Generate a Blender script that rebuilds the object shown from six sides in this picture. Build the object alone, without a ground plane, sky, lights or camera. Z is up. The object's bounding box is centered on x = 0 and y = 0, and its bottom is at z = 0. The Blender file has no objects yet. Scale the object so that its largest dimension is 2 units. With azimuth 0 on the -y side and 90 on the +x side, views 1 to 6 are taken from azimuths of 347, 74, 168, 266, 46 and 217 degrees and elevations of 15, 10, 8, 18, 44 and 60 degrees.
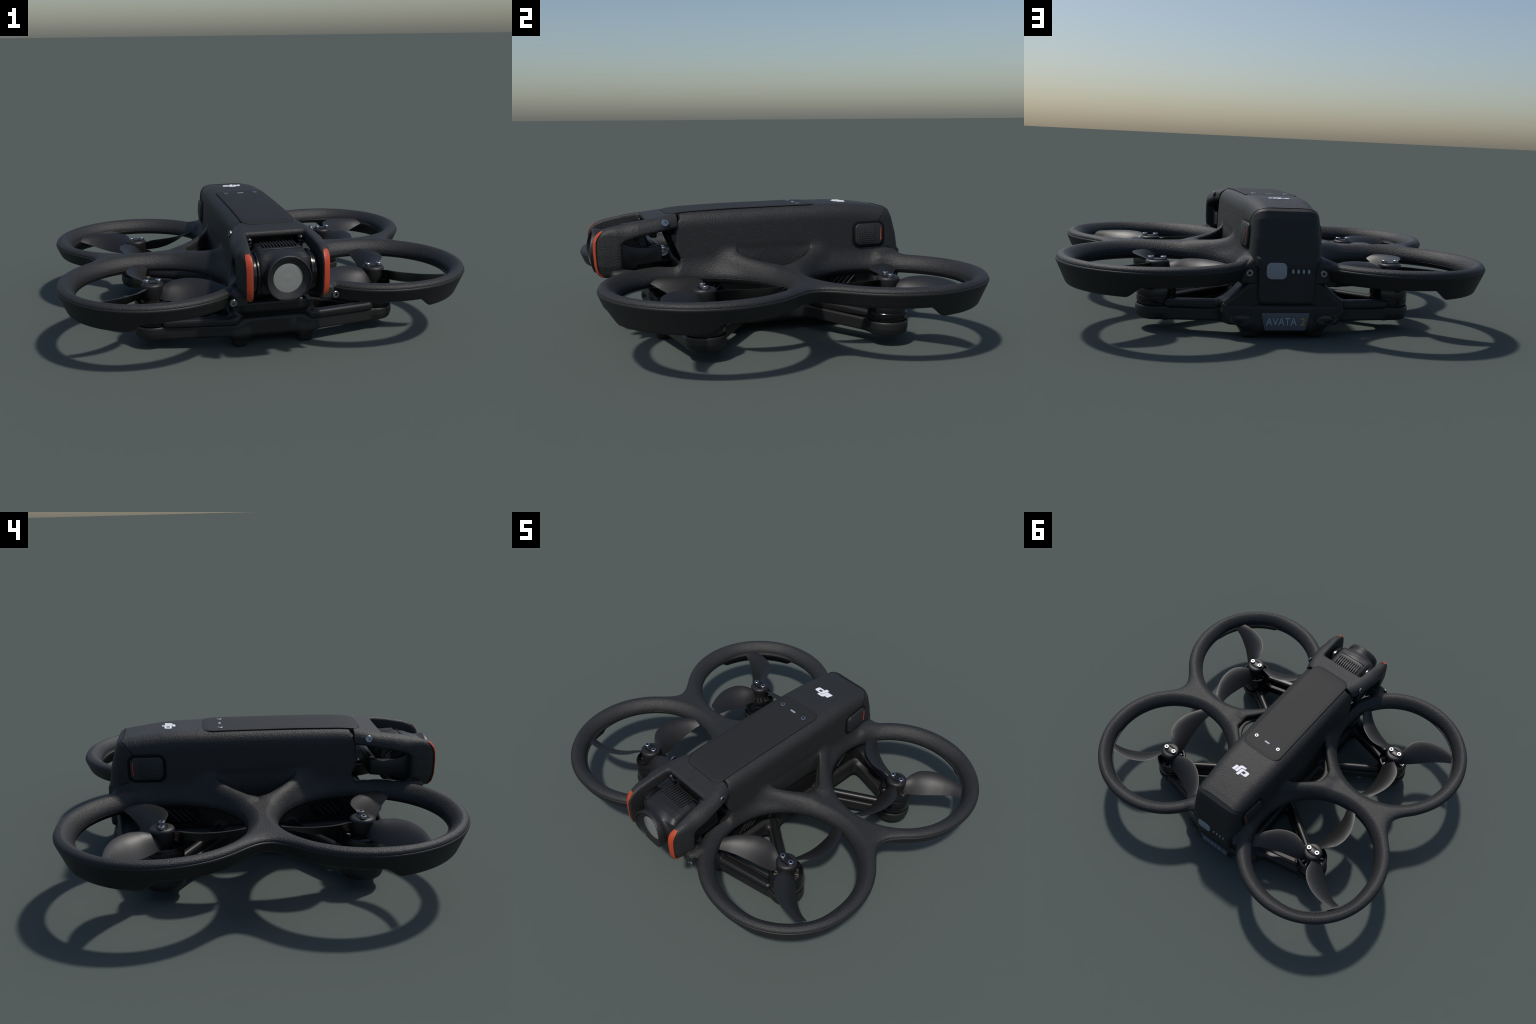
import bpy, bmesh, math, random
import numpy as np
from mathutils import Vector, Matrix

random.seed(7)
np.random.seed(7)
COL = bpy.context.scene.collection

# ------------------------------------------------------------------ materials
def mat(name, color, rough=0.5, metallic=0.0, spec=0.5, bump=None, var=0.0, var_scale=8.0,
        coat=0.0, sheen=0.0, rough_var=0.0):
    m = bpy.data.materials.new(name)
    m.use_nodes = True
    nt = m.node_tree
    b = nt.nodes['Principled BSDF']
    b.inputs['Base Color'].default_value = (*color, 1)
    b.inputs['Roughness'].default_value = rough
    b.inputs['Metallic'].default_value = metallic
    b.inputs['Specular IOR Level'].default_value = spec
    b.inputs['Coat Weight'].default_value = coat
    b.inputs['Sheen Weight'].default_value = sheen
    tc = nt.nodes.new('ShaderNodeTexCoord')
    if var > 0 or rough_var > 0:
        n = nt.nodes.new('ShaderNodeTexNoise')
        n.inputs['Scale'].default_value = var_scale
        n.inputs['Detail'].default_value = 5
        nt.links.new(tc.outputs['Object'], n.inputs['Vector'])
        if var > 0:
            r = nt.nodes.new('ShaderNodeValToRGB')
            r.color_ramp.elements[0].position = 0.3
            r.color_ramp.elements[1].position = 0.7
            r.color_ramp.elements[0].color = tuple(c * (1 - var) for c in color) + (1,)
            r.color_ramp.elements[1].color = tuple(min(1, c * (1 + var)) for c in color) + (1,)
            nt.links.new(n.outputs['Fac'], r.inputs['Fac'])
            nt.links.new(r.outputs['Color'], b.inputs['Base Color'])
        if rough_var > 0:
            mr = nt.nodes.new('ShaderNodeMapRange')
            mr.inputs['To Min'].default_value = rough - rough_var
            mr.inputs['To Max'].default_value = rough + rough_var
            nt.links.new(n.outputs['Fac'], mr.inputs['Value'])
            nt.links.new(mr.outputs['Result'], b.inputs['Roughness'])
    if bump:
        kind, scale, strength, dist = bump
        if kind == 'leather':
            t = nt.nodes.new('ShaderNodeTexVoronoi')
            t.feature = 'SMOOTH_F1'
            t.inputs['Scale'].default_value = scale
            w = nt.nodes.new('ShaderNodeTexNoise')
            w.inputs['Scale'].default_value = scale * 0.9
            w.inputs['Detail'].default_value = 4
            nt.links.new(tc.outputs['Object'], t.inputs['Vector'])
            nt.links.new(tc.outputs['Object'], w.inputs['Vector'])
            mix = nt.nodes.new('ShaderNodeMath')
            mix.operation = 'ADD'
            nt.links.new(t.outputs['Distance'], mix.inputs[0])
            nt.links.new(w.outputs['Fac'], mix.inputs[1])
            out = mix.outputs[0]
        elif kind == 'knurl':
            outs = []
            for axis in ('Y', 'Z'):
                wv = nt.nodes.new('ShaderNodeTexWave')
                wv.bands_direction = axis
                wv.inputs['Scale'].default_value = scale
                nt.links.new(tc.outputs['Object'], wv.inputs['Vector'])
                outs.append(wv.outputs['Fac'])
            mix = nt.nodes.new('ShaderNodeMath')
            mix.operation = 'MULTIPLY'
            nt.links.new(outs[0], mix.inputs[0])
            nt.links.new(outs[1], mix.inputs[1])
            out = mix.outputs[0]
        else:
            t = nt.nodes.new('ShaderNodeTexNoise')
            t.inputs['Scale'].default_value = scale
            t.inputs['Detail'].default_value = 5
            nt.links.new(tc.outputs['Object'], t.inputs['Vector'])
            out = t.outputs['Fac']
        bp = nt.nodes.new('ShaderNodeBump')
        bp.inputs['Strength'].default_value = strength
        bp.inputs['Distance'].default_value = dist
        nt.links.new(out, bp.inputs['Height'])
        nt.links.new(bp.outputs['Normal'], b.inputs['Normal'])
    return m

M_FOAM = mat('grained_black_foam', (0.0185, 0.0185, 0.0187), 0.56, spec=0.45,
             bump=('leather', 235, 0.55, 0.0026), var=0.10, var_scale=40)
M_SKIRT = mat('matt_black_plastic', (0.0115, 0.0115, 0.0115), 0.55, spec=0.4, bump=('noise', 300, 0.06, 0.001))
M_COVER = mat('dark_grey_plastic', (0.013, 0.013, 0.013), 0.5, spec=0.45, bump=('noise', 260, 0.08, 0.001))
M_FRAME = mat('satin_black_plastic', (0.008, 0.008, 0.0085), 0.40, spec=0.45, rough_var=0.04, var_scale=12)
M_PANEL = mat('smooth_grey_panel', (0.0185, 0.0185, 0.019), 0.64, spec=0.30, bump=('noise', 500, 0.05, 0.0006))
M_BATT = mat('battery_black_plastic', (0.0165, 0.017, 0.0175), 0.58, spec=0.4, bump=('leather', 220, 0.16, 0.002))
M_BLADE = mat('propeller_black_plastic', (0.0115, 0.011, 0.011), 0.48, spec=0.5, rough_var=0.03, var_scale=20)
M_BLACK = mat('recess_black', (0.003, 0.003, 0.003), 0.7, spec=0.2)
M_GLOSS = mat('gloss_black', (0.006, 0.006, 0.007), 0.22, spec=0.5)
M_CAM = mat('camera_black', (0.0145, 0.0145, 0.0155), 0.48, spec=0.45, bump=('noise', 400, 0.06, 0.001))
M_STEEL = mat('polished_steel', (0.50, 0.51, 0.54), 0.34, metallic=1.0)
M_DSTEEL = mat('dark_steel', (0.28, 0.29, 0.31), 0.3, metallic=1.0)
M_COIL = mat('motor_winding_metal', (0.5, 0.46, 0.4), 0.35, metallic=1.0)
M_ORANGE = mat('orange_rubber', (0.43, 0.056, 0.019), 0.5, spec=0.4, var=0.05, var_scale=20)
M_RED = mat('red_paint', (0.5, 0.05, 0.02), 0.5)
M_LENS = mat('lens_glass', (0.62, 0.62, 0.59), 0.20, metallic=0.75)
M_WHITE = mat('white_print', (0.80, 0.80, 0.84), 0.6)
M_PLATE = mat('nameplate_slate', (0.085, 0.095, 0.12), 0.45)
M_TEXT = mat('pale_blue_print', (0.30, 0.37, 0.44), 0.5)
M_GOLD = mat('amber_print', (0.50, 0.27, 0.05), 0.5)
M_BTN = mat('power_button_grey', (0.25, 0.27, 0.29), 0.5)
M_SENSOR = mat('sensor_rim_grey', (0.035, 0.036, 0.038), 0.45)
M_LED = mat('frosted_light', (0.30, 0.33, 0.36), 0.4)
M_BUCKLE = mat('buckle_knurled_plastic', (0.018, 0.018, 0.019), 0.55, bump=('knurl', 32, 0.55, 0.003))
M_BUCKLE_RIM = mat('buckle_plastic', (0.018, 0.018, 0.019), 0.5)

# ------------------------------------------------------------------ object helpers
ROOT = bpy.data.objects.new('camera_drone', None)
COL.objects.link(ROOT)
ROOT["label"] = "black ducted camera drone with four guarded propellers and orange stripes"
ROOT["category"] = "drone"

def obj(name, me, parent=None, material=None, loc=(0, 0, 0), rot=(0, 0, 0), scale=(1, 1, 1)):
    o = bpy.data.objects.new(name, me)
    COL.objects.link(o)
    o.parent = parent or ROOT
    o.location = loc
    o.rotation_euler = rot
    o.scale = scale
    if material is not None and len(me.materials) == 0:
        me.materials.append(material)
    return o

def smooth(me, angle=40):
    me.polygons.foreach_set('use_smooth', [True] * len(me.polygons))
    bm = bmesh.new(); bm.from_mesh(me)
    lim = math.radians(angle)
    for e in bm.edges:
        if len(e.link_faces) == 2:
            e.smooth = e.calc_face_angle(0) < lim
    bm.to_mesh(me); bm.free()
    return me

def mesh_from(verts, faces, name='part', sm=True, angle=40):
    me = bpy.data.meshes.new(name)
    me.from_pydata([tuple(map(float, v)) for v in verts], [], [tuple(map(int, f)) for f in faces])
    bm = bmesh.new(); bm.from_mesh(me)
    bmesh.ops.recalc_face_normals(bm, faces=bm.faces)
    bm.to_mesh(me); bm.free()
    me.update()
    if sm:
        smooth(me, angle)
    return me

def lathe(profile, n=48, name='lathe', angle=40):
    """profile: list of (radius, z); closed at the ends when radius is 0."""
    verts, rings, faces = [], [], []
    for r, z in profile:
        if r < 1e-6:
            rings.append([len(verts)]); verts.append((0, 0, z))
        else:
            rings.append(list(range(len(verts), len(verts) + n)))
            for i in range(n):
                a = 2 * math.pi * i / n
                verts.append((r * math.cos(a), r * math.sin(a), z))
    for a, b in zip(rings, rings[1:]):
        for i in range(n):
            j = (i + 1) % n
            if len(a) == 1 and len(b) > 1: faces.append((a[0], b[i], b[j]))
            elif len(b) == 1 and len(a) > 1: faces.append((a[i], a[j], b[0]))
            elif len(a) > 1: faces.append((a[i], a[j], b[j], b[i]))
    return mesh_from(verts, faces, name, True, angle)

def prism(poly, z0, z1, bevel=0.0, name='prism', segs=2, angle=40):
    """extrude a 2D outline along z, edges of the caps bevelled."""
    bm = bmesh.new()
    vs = [bm.verts.new((x, y, z0)) for x, y in poly]
    f = bm.faces.new(vs)
    r = bmesh.ops.extrude_face_region(bm, geom=[f])
    up = [g for g in r['geom'] if isinstance(g, bmesh.types.BMVert)]
    for v in up: v.co.z = z1
    bmesh.ops.recalc_face_normals(bm, faces=bm.faces)
    if bevel > 0:
        ed = [e for e in bm.edges if abs(e.verts[0].co.z - e.verts[1].co.z) < 1e-7]
        bmesh.ops.bevel(bm, geom=ed, offset=bevel, segments=segs, affect='EDGES', profile=0.5, clamp_overlap=True)
    me = bpy.data.meshes.new(name)
    bm.to_mesh(me); bm.free()
    return smooth(me, angle)

def rrect(w, h, r, n=7):
    """rounded rectangle outline centred on the origin (full sizes w, h)."""
    pts = []
    for cx, cy, a0 in ((w/2-r, h/2-r, 0), (-w/2+r, h/2-r, 90), (-w/2+r, -h/2+r, 180), (w/2-r, -h/2+r, 270)):
        for i in range(n + 1):
            a = math.radians(a0 + 90 * i / n)
            pts.append((cx + r * math.cos(a), cy + r * math.sin(a)))
    return pts

def tube(pts, rad, closed=False, n=8, name='tube'):
    cu = bpy.data.curves.new(name, 'CURVE')
    cu.dimensions = '3D'
    sp = cu.splines.new('POLY')
    sp.points.add(len(pts) - 1)
    for p, q in zip(sp.points, pts): p.co = (*q, 1)
    sp.use_cyclic_u = closed
    cu.bevel_depth = rad
    cu.bevel_resolution = n // 4
    cu.use_fill_caps = True
    o = bpy.data.objects.new(name, cu); COL.objects.link(o)
    dg = bpy.context.evaluated_depsgraph_get()
    me = bpy.data.meshes.new_from_object(o.evaluated_get(dg))
    bpy.data.objects.remove(o); bpy.data.curves.remove(cu)
    return smooth(me, 50)

def join(meshes, name='joined'):
    bm = bmesh.new()
    for m in meshes: bm.from_mesh(m)
    me = bpy.data.meshes.new(name)
    bm.to_mesh(me); bm.free()
    return smooth(me, 40)

def xform(me, mtx):
    me.transform(mtx); return me

# ------------------------------------------------------------------ signed distance fields
def smin(a, b, k):
    h = np.maximum(k - np.abs(a - b), 0) / k
    return np.minimum(a, b) - h * h * k * 0.25

def smax(a, b, k):
    return -smin(-a, -b, k)

def poly_sdf(px, py, pts):
    pts = np.asarray(pts, np.float32)
    d = np.full(px.shape, 1e9, np.float32)
    inside = np.zeros(px.shape, bool)
    n = len(pts)
    for i in range(n):
        ax, ay = pts[i]; bx, by = pts[(i + 1) % n]
        ex, ey = bx - ax, by - ay
        wx, wy = px - ax, py - ay
        t = np.clip((wx * ex + wy * ey) / (ex * ex + ey * ey), 0, 1)
        d = np.minimum(d, (wx - ex * t) ** 2 + (wy - ey * t) ** 2)
        c = (ay > py) != (by > py)
        xi = (bx - ax) * (py - ay) / ((by - ay) if abs(by - ay) > 1e-9 else 1e-9) + ax
        inside ^= c & (px < xi)
    d = np.sqrt(d)
    return np.where(inside, -d, d)

def interp(v, xs, ys):
    return np.interp(v, xs, ys).astype(np.float32)

def sstep(v, a, b):
    t = np.clip((v - a) / (b - a), 0, 1)
    return t * t * (3 - 2 * t)

def seg_dist(x, y, z, a, b):
    ax, ay, az = a; bx, by, bz = b
    e = np.array([bx-ax, by-ay, bz-az], np.float32)
    t = np.clip(((x-ax)*e[0] + (y-ay)*e[1] + (z-az)*e[2]) / (e @ e), 0, 1)
    return np.sqrt((x-ax-e[0]*t)**2 + (y-ay-e[1]*t)**2 + (z-az-e[2]*t)**2), t

def rbox(x, y, z, c, h, r):
    qx = np.abs(x - c[0]) - h[0] + r
    qy = np.abs(y - c[1]) - h[1] + r
    qz = np.abs(z - c[2]) - h[2] + r
    out = np.sqrt(np.maximum(qx, 0)**2 + np.maximum(qy, 0)**2 + np.maximum(qz, 0)**2)
    return out + np.minimum(np.maximum(qx, np.maximum(qy, qz)), 0) - r

def surface(f, lo, hi, h, iters=3):
    """naive surface nets of f over a box, snapped to the zero level; f is even in x
    when lo[0] == -hi[0], so only half of the field is evaluated."""
    lo = np.array(lo, np.float64); hi = np.array(hi, np.float64)
    n = np.ceil((hi - lo) / h).astype(int) + 1
    if abs(lo[0] + hi[0]) < 1e-9:
        half = int(math.ceil(hi[0] / h)) + 1
        xs = np.arange(-half, half + 1) * h
        sym = True
    else:
        xs = lo[0] + np.arange(n[0]) * h; sym = False
    ys = lo[1] + np.arange(n[1]) * h
    zs = lo[2] + np.arange(n[2]) * h
    xe = xs[half:] if sym else xs
    V = np.empty((len(xe), len(ys), len(zs)), np.float32)
    Y, Z = np.meshgrid(ys.astype(np.float32), zs.astype(np.float32), indexing='ij')
    step = max(1, int(2.0e6 / Y.size))
    for i in range(0, len(xe), step):
        sl = xe[i:i+step].astype(np.float32)
        X = np.broadcast_to(sl[:, None, None], (len(sl),) + Y.shape)
        V[i:i+step] = f(X, np.broadcast_to(Y, X.shape), np.broadcast_to(Z, X.shape))
    if sym: V = np.concatenate([V[:0:-1], V], 0)
    S = V < 0
    cnt = np.zeros(tuple(d - 1 for d in V.shape), np.uint8)
    for a in (0, 1):
        for b in (0, 1):
            for c in (0, 1):
                cnt += S[a:S.shape[0]-1+a, b:S.shape[1]-1+b, c:S.shape[2]-1+c]
    act = (cnt > 0) & (cnt < 8)
    ci = np.argwhere(act)
    idx = np.full(act.shape, -1, np.int64); idx[act] = np.arange(len(ci))
    P = np.zeros((len(ci), 3)); W = np.zeros(len(ci))
    corners = [(a, b, c) for a in (0, 1) for b in (0, 1) for c in (0, 1)]
    for p in corners:
        for ax in range(3):
            if p[ax] == 0:
                q = list(p); q[ax] = 1
                va = V[ci[:, 0]+p[0], ci[:, 1]+p[1], ci[:, 2]+p[2]]
                vb = V[ci[:, 0]+q[0], ci[:, 1]+q[1], ci[:, 2]+q[2]]
                m = (va < 0) != (vb < 0)
                t = np.where(m, va / np.where(m, va - vb, 1), 0)
                pos = np.repeat(np.array(p, float)[None], len(ci), 0); pos[:, ax] += t
                P[m] += pos[m]; W += m
    P = (ci + P / W[:, None]) * h + np.array([xs[0], ys[0], zs[0]])
    faces = []
    for ax in range(3):
        a0 = [slice(None)] * 3; a1 = [slice(None)] * 3
        a0[ax] = slice(0, -1); a1[ax] = slice(1, None)
        s0 = S[tuple(a0)]; s1 = S[tuple(a1)]
        e = np.argwhere(s0 != s1)
        u, v = [(1, 2), (2, 0), (0, 1)][ax]
        ok = (e[:, u] > 0) & (e[:, v] > 0) & (e[:, u] < V.shape[u]-1) & (e[:, v] < V.shape[v]-1)
        e = e[ok]
        flip = s0[e[:, 0], e[:, 1], e[:, 2]]
        q = []
        for du, dv in ((-1, -1), (0, -1), (0, 0), (-1, 0)):
            k = e.copy(); k[:, u] += du; k[:, v] += dv
            q.append(idx[k[:, 0], k[:, 1], k[:, 2]])
        q = np.stack(q, 1)
        q[~flip] = q[~flip][:, ::-1]
        faces.append(q)
    F = np.concatenate(faces)
    F = F[(F >= 0).all(1)]
    eps = h * 0.35
    def grad(P):
        g = np.zeros_like(P)
        for ax in range(3):
            d = np.zeros(3); d[ax] = eps
            A = (P + d).astype(np.float32); B = (P - d).astype(np.float32)
            g[:, ax] = (f(A[:, 0], A[:, 1], A[:, 2]) - f(B[:, 0], B[:, 1], B[:, 2])) / (2 * eps)
        return g
    for _ in range(iters):
        g = grad(P)
        Q = P.astype(np.float32)
        val = f(Q[:, 0], Q[:, 1], Q[:, 2])
        stepv = -(val / np.maximum((g * g).sum(1), 0.05))[:, None] * g
        l = np.linalg.norm(stepv, axis=1, keepdims=True)
        stepv *= np.minimum(1, 0.6 * h / np.maximum(l, 1e-9))
        P = P + stepv
    g = grad(P)
    N = g / np.maximum(np.linalg.norm(g, axis=1, keepdims=True), 1e-9)
    return P, F, N

def sdf_mesh(P, F, N, name, sel=None):
    if sel is not None:
        F = F[sel]
    used, inv = np.unique(F.ravel(), return_inverse=True)
    P2, N2, F2 = P[used], N[used], inv.reshape(-1, 4)
    me = bpy.data.meshes.new(name)
    me.vertices.add(len(P2)); me.loops.add(F2.size); me.polygons.add(len(F2))
    me.vertices.foreach_set('co', P2.astype(np.float32).ravel())
    me.loops.foreach_set('vertex_index', F2.astype(np.int32).ravel())
    me.polygons.foreach_set('loop_start', np.arange(0, F2.size, 4, dtype=np.int32))
    me.polygons.foreach_set('loop_total', np.full(len(F2), 4, np.int32))
    me.update(calc_edges=True)
    me.validate()
    me.polygons.foreach_set('use_smooth', np.ones(len(me.polygons), bool))
    me.normals_split_custom_set_from_vertices([tuple(n) for n in N2])
    return me

# ------------------------------------------------------------------ key dimensions
MX, MY = 0.554, 0.425          # motor axes at (+-MX, +-MY)
R_OUT, R_IN = 0.446, 0.354     # guard ring radii
Z_TOP, Z_SEAM = 0.342, 0.3215
CORNERS = [(sx, sy) for sx in (1, -1) for sy in (-1, 1)]

def ring_fields(x, y):
    x = np.abs(x)
    rf = np.hypot(x - MX, y + MY); rr = np.hypot(x - MX, y - MY)
    outer = smin(rf - R_OUT, rr - R_OUT, 0.20)
    return rf, rr, outer

# fuselage: side outline (y, z) and half width
def top_z(y):
    return interp(y, [-0.85, -0.82, -0.775, -0.68, -0.56, -0.46, -0.40, -0.2, 0.15, 0.35, 0.42, 0.50, 0.62],
                  [0.49, 0.514, 0.531, 0.553, 0.571, 0.585, 0.590, 0.597, 0.601, 0.601, 0.5975, 0.589, 0.570])

BODY_SIDE = [(-0.75, 0.541), (-0.47, 0.5845), (-0.40, 0.591), (-0.2, 0.597), (0.0, 0.600), (0.15, 0.602), (0.35, 0.602), (0.42, 0.5985), (0.50, 0.590),
             (0.56, 0.582), (0.602, 0.574), (0.624, 0.562), (0.640, 0.53), (0.663, 0.445), (0.676, 0.35), (0.681, 0.30), (0.681, 0.24),
             (-0.75, 0.24)]
# opening of the camera bay, cut from the front of the fuselage
FRONT_CUT = [(-0.95, 0.15), (-0.452, 0.15), (-0.452, 0.375), (-0.515, 0.507), (-0.52, 0.530), (-0.55, 0.535), (-0.55, 0.66), (-0.95, 0.66)]

def half_w(y, z):
    return interp(y, [-0.60, -0.46, -0.35, -0.2, -0.05, 0.1, 0.25, 0.4, 0.5, 0.6, 0.7], [0.169, 0.1715, 0.1725, 0.1735, 0.1745, 0.1745, 0.1725, 0.166, 0.159, 0.152, 0.148]) + 0.05 * (0.5 - z)

def f_body_raw(x, y, z):
    x = np.abs(x)
    tuck = 0.006 * sstep(-y, 0.464, 0.472)      # tongue under the camera cage
    side = poly_sdf(y, z, BODY_SIDE) + tuck
    f = smax(side, x - half_w(y, z) + tuck, 0.075 - 0.010 * sstep(y, 0.5, 0.62))
    return smax(f, -poly_sdf(y, z, FRONT_CUT), 0.008)

def lobe_of(x, y):
    """1 on the outward diagonal of each guard, 0 elsewhere."""
    ang = np.degrees(np.arctan2(np.abs(y) - MY, np.abs(x) - MX))
    return 1 - sstep(np.abs(ang - 40), 28.5, 40)

WEB_HOLE = [(0.10, -0.185), (0.186, -0.178), (0.215, -0.150), (0.298, -0.062), (0.316, -0.046), (0.321, -0.03), (0.321, 0.03), (0.316, 0.046),
            (0.298, 0.062), (0.215, 0.150), (0.186, 0.178), (0.10, 0.185)]

def f_shell(x, y, z):
    x = np.abs(x)
    rf, rr, outer = ring_fields(x, y)
    r = np.minimum(rf, rr)
    rin = R_IN + 0.010 * sstep(np.degrees(np.arctan2(np.abs(y) - MY, x - MX)), 0, 25) * (1 - sstep(np.degrees(np.arctan2(np.abs(y) - MY, x - MX)), 65, 90))
    hole = rin - r
    # crowned section: crest near the outer edge, long slope down to the duct
    o = np.clip(-(outer + 0.003) / 0.036, 0, 1)
    h = np.clip(-hole / 0.062, 0, 1)
    zo = 0.3215 + 0.0205 * np.sqrt(np.maximum(1 - (1 - o)**2, 0))
    zi = 0.288 + 0.0545 * np.maximum(1 - (1 - h)**2, 1e-6)**0.90
    cap = z - np.minimum(zo, zi)
    wall = (outer + 0.003 + 0.9 * np.maximum(Z_SEAM - z, 0)) * 0.8
    ring = smax(smax(cap * 0.8, np.maximum(wall, hole), 0.008), 0.272 - z, 0.004)
    body = f_body_raw(x, y, z)
    body = smax(body, np.minimum(y - 0.642, 0.372 - z), 0.012)
    # pocket behind the camera
    bay = rbox(x, y, z, (0, -0.50, 0.44), (0.150, 0.11, 0.095), 0.03)
    body = smax(body, -bay, 0.01)
    f = smin(body, ring, 0.045 + 0.030 * (1 - sstep(np.abs(y), 0.15, 0.32)))
    # straight ribs climbing from the waist to the body wall
    rd, rt = seg_dist(x, np.abs(y), z, (0.345, 0.045, 0.306), (0.150, 0.222, 0.356))
    f = smin(f, rd - 0.030, 0.055)
    # lugs for the screws, front and rear
    lug = rbox(x, y, z, (0.200, -0.738, 0.305), (0.036, 0.042, 0.036), 0.018)
    f = smin(f, lug, 0.03)
    lug = rbox(x, y, z, (0.162, 0.595, 0.288), (0.044, 0.060, 0.046), 0.018)
    f = smin(f, lug, 0.045)
    f = smax(f, hole, 0.016)
    # open triangle between the two guards and the body, with crisp ribs round it
    tri = smax(np.maximum(poly_sdf(x, y, WEB_HOLE), half_w(y, z) + 0.004 - x), (z - 0.42) * 0.7, 0.02)
    f = smax(f, -tri, 0.014)
    f = smax(f, 0.270 - 0.030 * sstep(y, 0.45, 0.55) - z, 0.008)
    # keep the camera bay clear of the ring remains
    bay2 = rbox(x, y, z, (0, -0.70, 0.42), (0.158, 0.25, 0.30), 0.02)
    return smax(f, -np.maximum(bay2, y + 0.452), 0.012)

def f_skirt(x, y, z):
    x = np.abs(x)
    rf, rr, outer = ring_fields(x, y)
    t = 0.42 * np.maximum(0.312 - z, 0) + 0.0004
    o = (outer + t) * 0.95
    ri = R_IN + 0.0015 + 0.006 * sstep(-z, -0.285, -0.262) + 0.028 * sstep(-z, -0.264, -0.248)
    r = np.minimum(rf, rr)
    zb = 0.254 - 0.047 * lobe_of(x, y)
    f = smax(o, ri - r, 0.006)
    f = smax(f, (zb - z) * 0.75, 0.010)
    f = smax(f, z - Z_SEAM, 0.008)
    # stay under the crowned foam
    h = np.clip((r - R_IN - 0.010) / 0.062, 0, 1)
    f = smax(f, (z - 0.281 - 0.053 * np.maximum(1 - (1 - h)**2, 1e-6)**0.9) * 0.7, 0.004)
    return f

# -- foam shell: fuselage and four guards, one continuous surface split by region
P, F, N = surface(f_shell, (-1.01, -0.89, 0.225), (1.01, 0.89, 0.62), 0.0055)
C = P[F].mean(1)
out = np.abs(C[:, 0]) > 0.262
obj('fuselage', sdf_mesh(P, F, N, 'fuselage', ~out), material=M_FOAM)
for sx, sy in CORNERS:
    sel = out & (np.sign(C[:, 0]) == sx) & ((C[:, 1] > 0) == (sy > 0))
    obj('propeller_guard', sdf_mesh(P, F, N, 'propeller_guard', sel), material=M_FOAM)

P, F, N = surface(f_skirt, (-1.01, -0.89, 0.19), (1.01, 0.89, 0.33), 0.005)
C = P[F].mean(1)
for sx, sy in CORNERS:
    sel = (np.sign(C[:, 0]) == sx) & ((C[:, 1] > 0) == (sy > 0))
    obj('guard_skirt', sdf_mesh(P, F, N, 'guard_skirt', sel), material=M_SKIRT)

# ------------------------------------------------------------------ battery (rear block)
BATT_TOP = [(0.604, 0.64), (0.603, 0.575), (0.555, 0.512), (0.548, 0.45), (0.588, 0.383), (0.630, 0.366), (0.655, 0.32),
            (0.76, 0.32), (0.76, 0.64)]
def f_batt(x, y, z):
    x = np.abs(x)
    yy = y
    a = smax(f_body_raw(x, y, z) - 0.0018, poly_sdf(yy, z, BATT_TOP), 0.006)
    q = poly_sdf(x, z, [(-0.5, 0.36), (0.132, 0.36), (0.129, 0.185), (0.118, 0.160), (0.10, 0.154), (-0.5, 0.154)])
    b = smax(smax(q, yy - 0.683, 0.020), 0.45 - y, 0.01)
    return smin(a, b, 0.012)
P, F, N = surface(f_batt, (-0.2, 0.43, 0.14), (0.2, 0.71, 0.62), 0.004)
battery = obj('battery', sdf_mesh(P, F, N, 'battery'), material=M_BATT)

def rear_y(z, x=0.0):
    """rear face of the battery."""
    return float(np.interp(z, [0.24, 0.30, 0.35, 0.445, 0.54], [0.683, 0.683, 0.6778, 0.6648, 0.642])) - 0.0 * x

RX90 = Matrix.Rotation(math.radians(90), 4, 'X')    # outline (x, y) -> (x, z), extruded along -y
# rear marks: outline in (x, z), facing +y
def rear_piece(name, poly, y, depth, material, parent, bevel=0.0, cx=0.0, cz=0.0, tilt=0.0):
    me = prism([(-px, pz) for px, pz in poly], 0, depth, bevel, name)
    m = Matrix.Translation((cx, y, cz)) @ Matrix.Rotation(tilt, 4, 'X') @ Matrix.Rotation(math.pi, 4, 'Z') @ RX90
    me.transform(m)
    # the mirror above keeps +x on +x while the cap faces +y
    return obj(name, me, parent, material)

rear_piece('power_button', rrect(0.090, 0.072, 0.022), rear_y(0.307, 0.05) - 0.0005, 0.008, M_BTN, battery, 0.0015, 0.051, 0.307, 0.10)
for i in range(4):
    x = -0.022 - 0.0236 * i
    rear_piece('charge_light', rrect(0.0095, 0.018, 0.004, 4), rear_y(0.306, x) + 0.001, 0.0048, M_LED, battery, 0, x, 0.306, 0.05)

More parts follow.
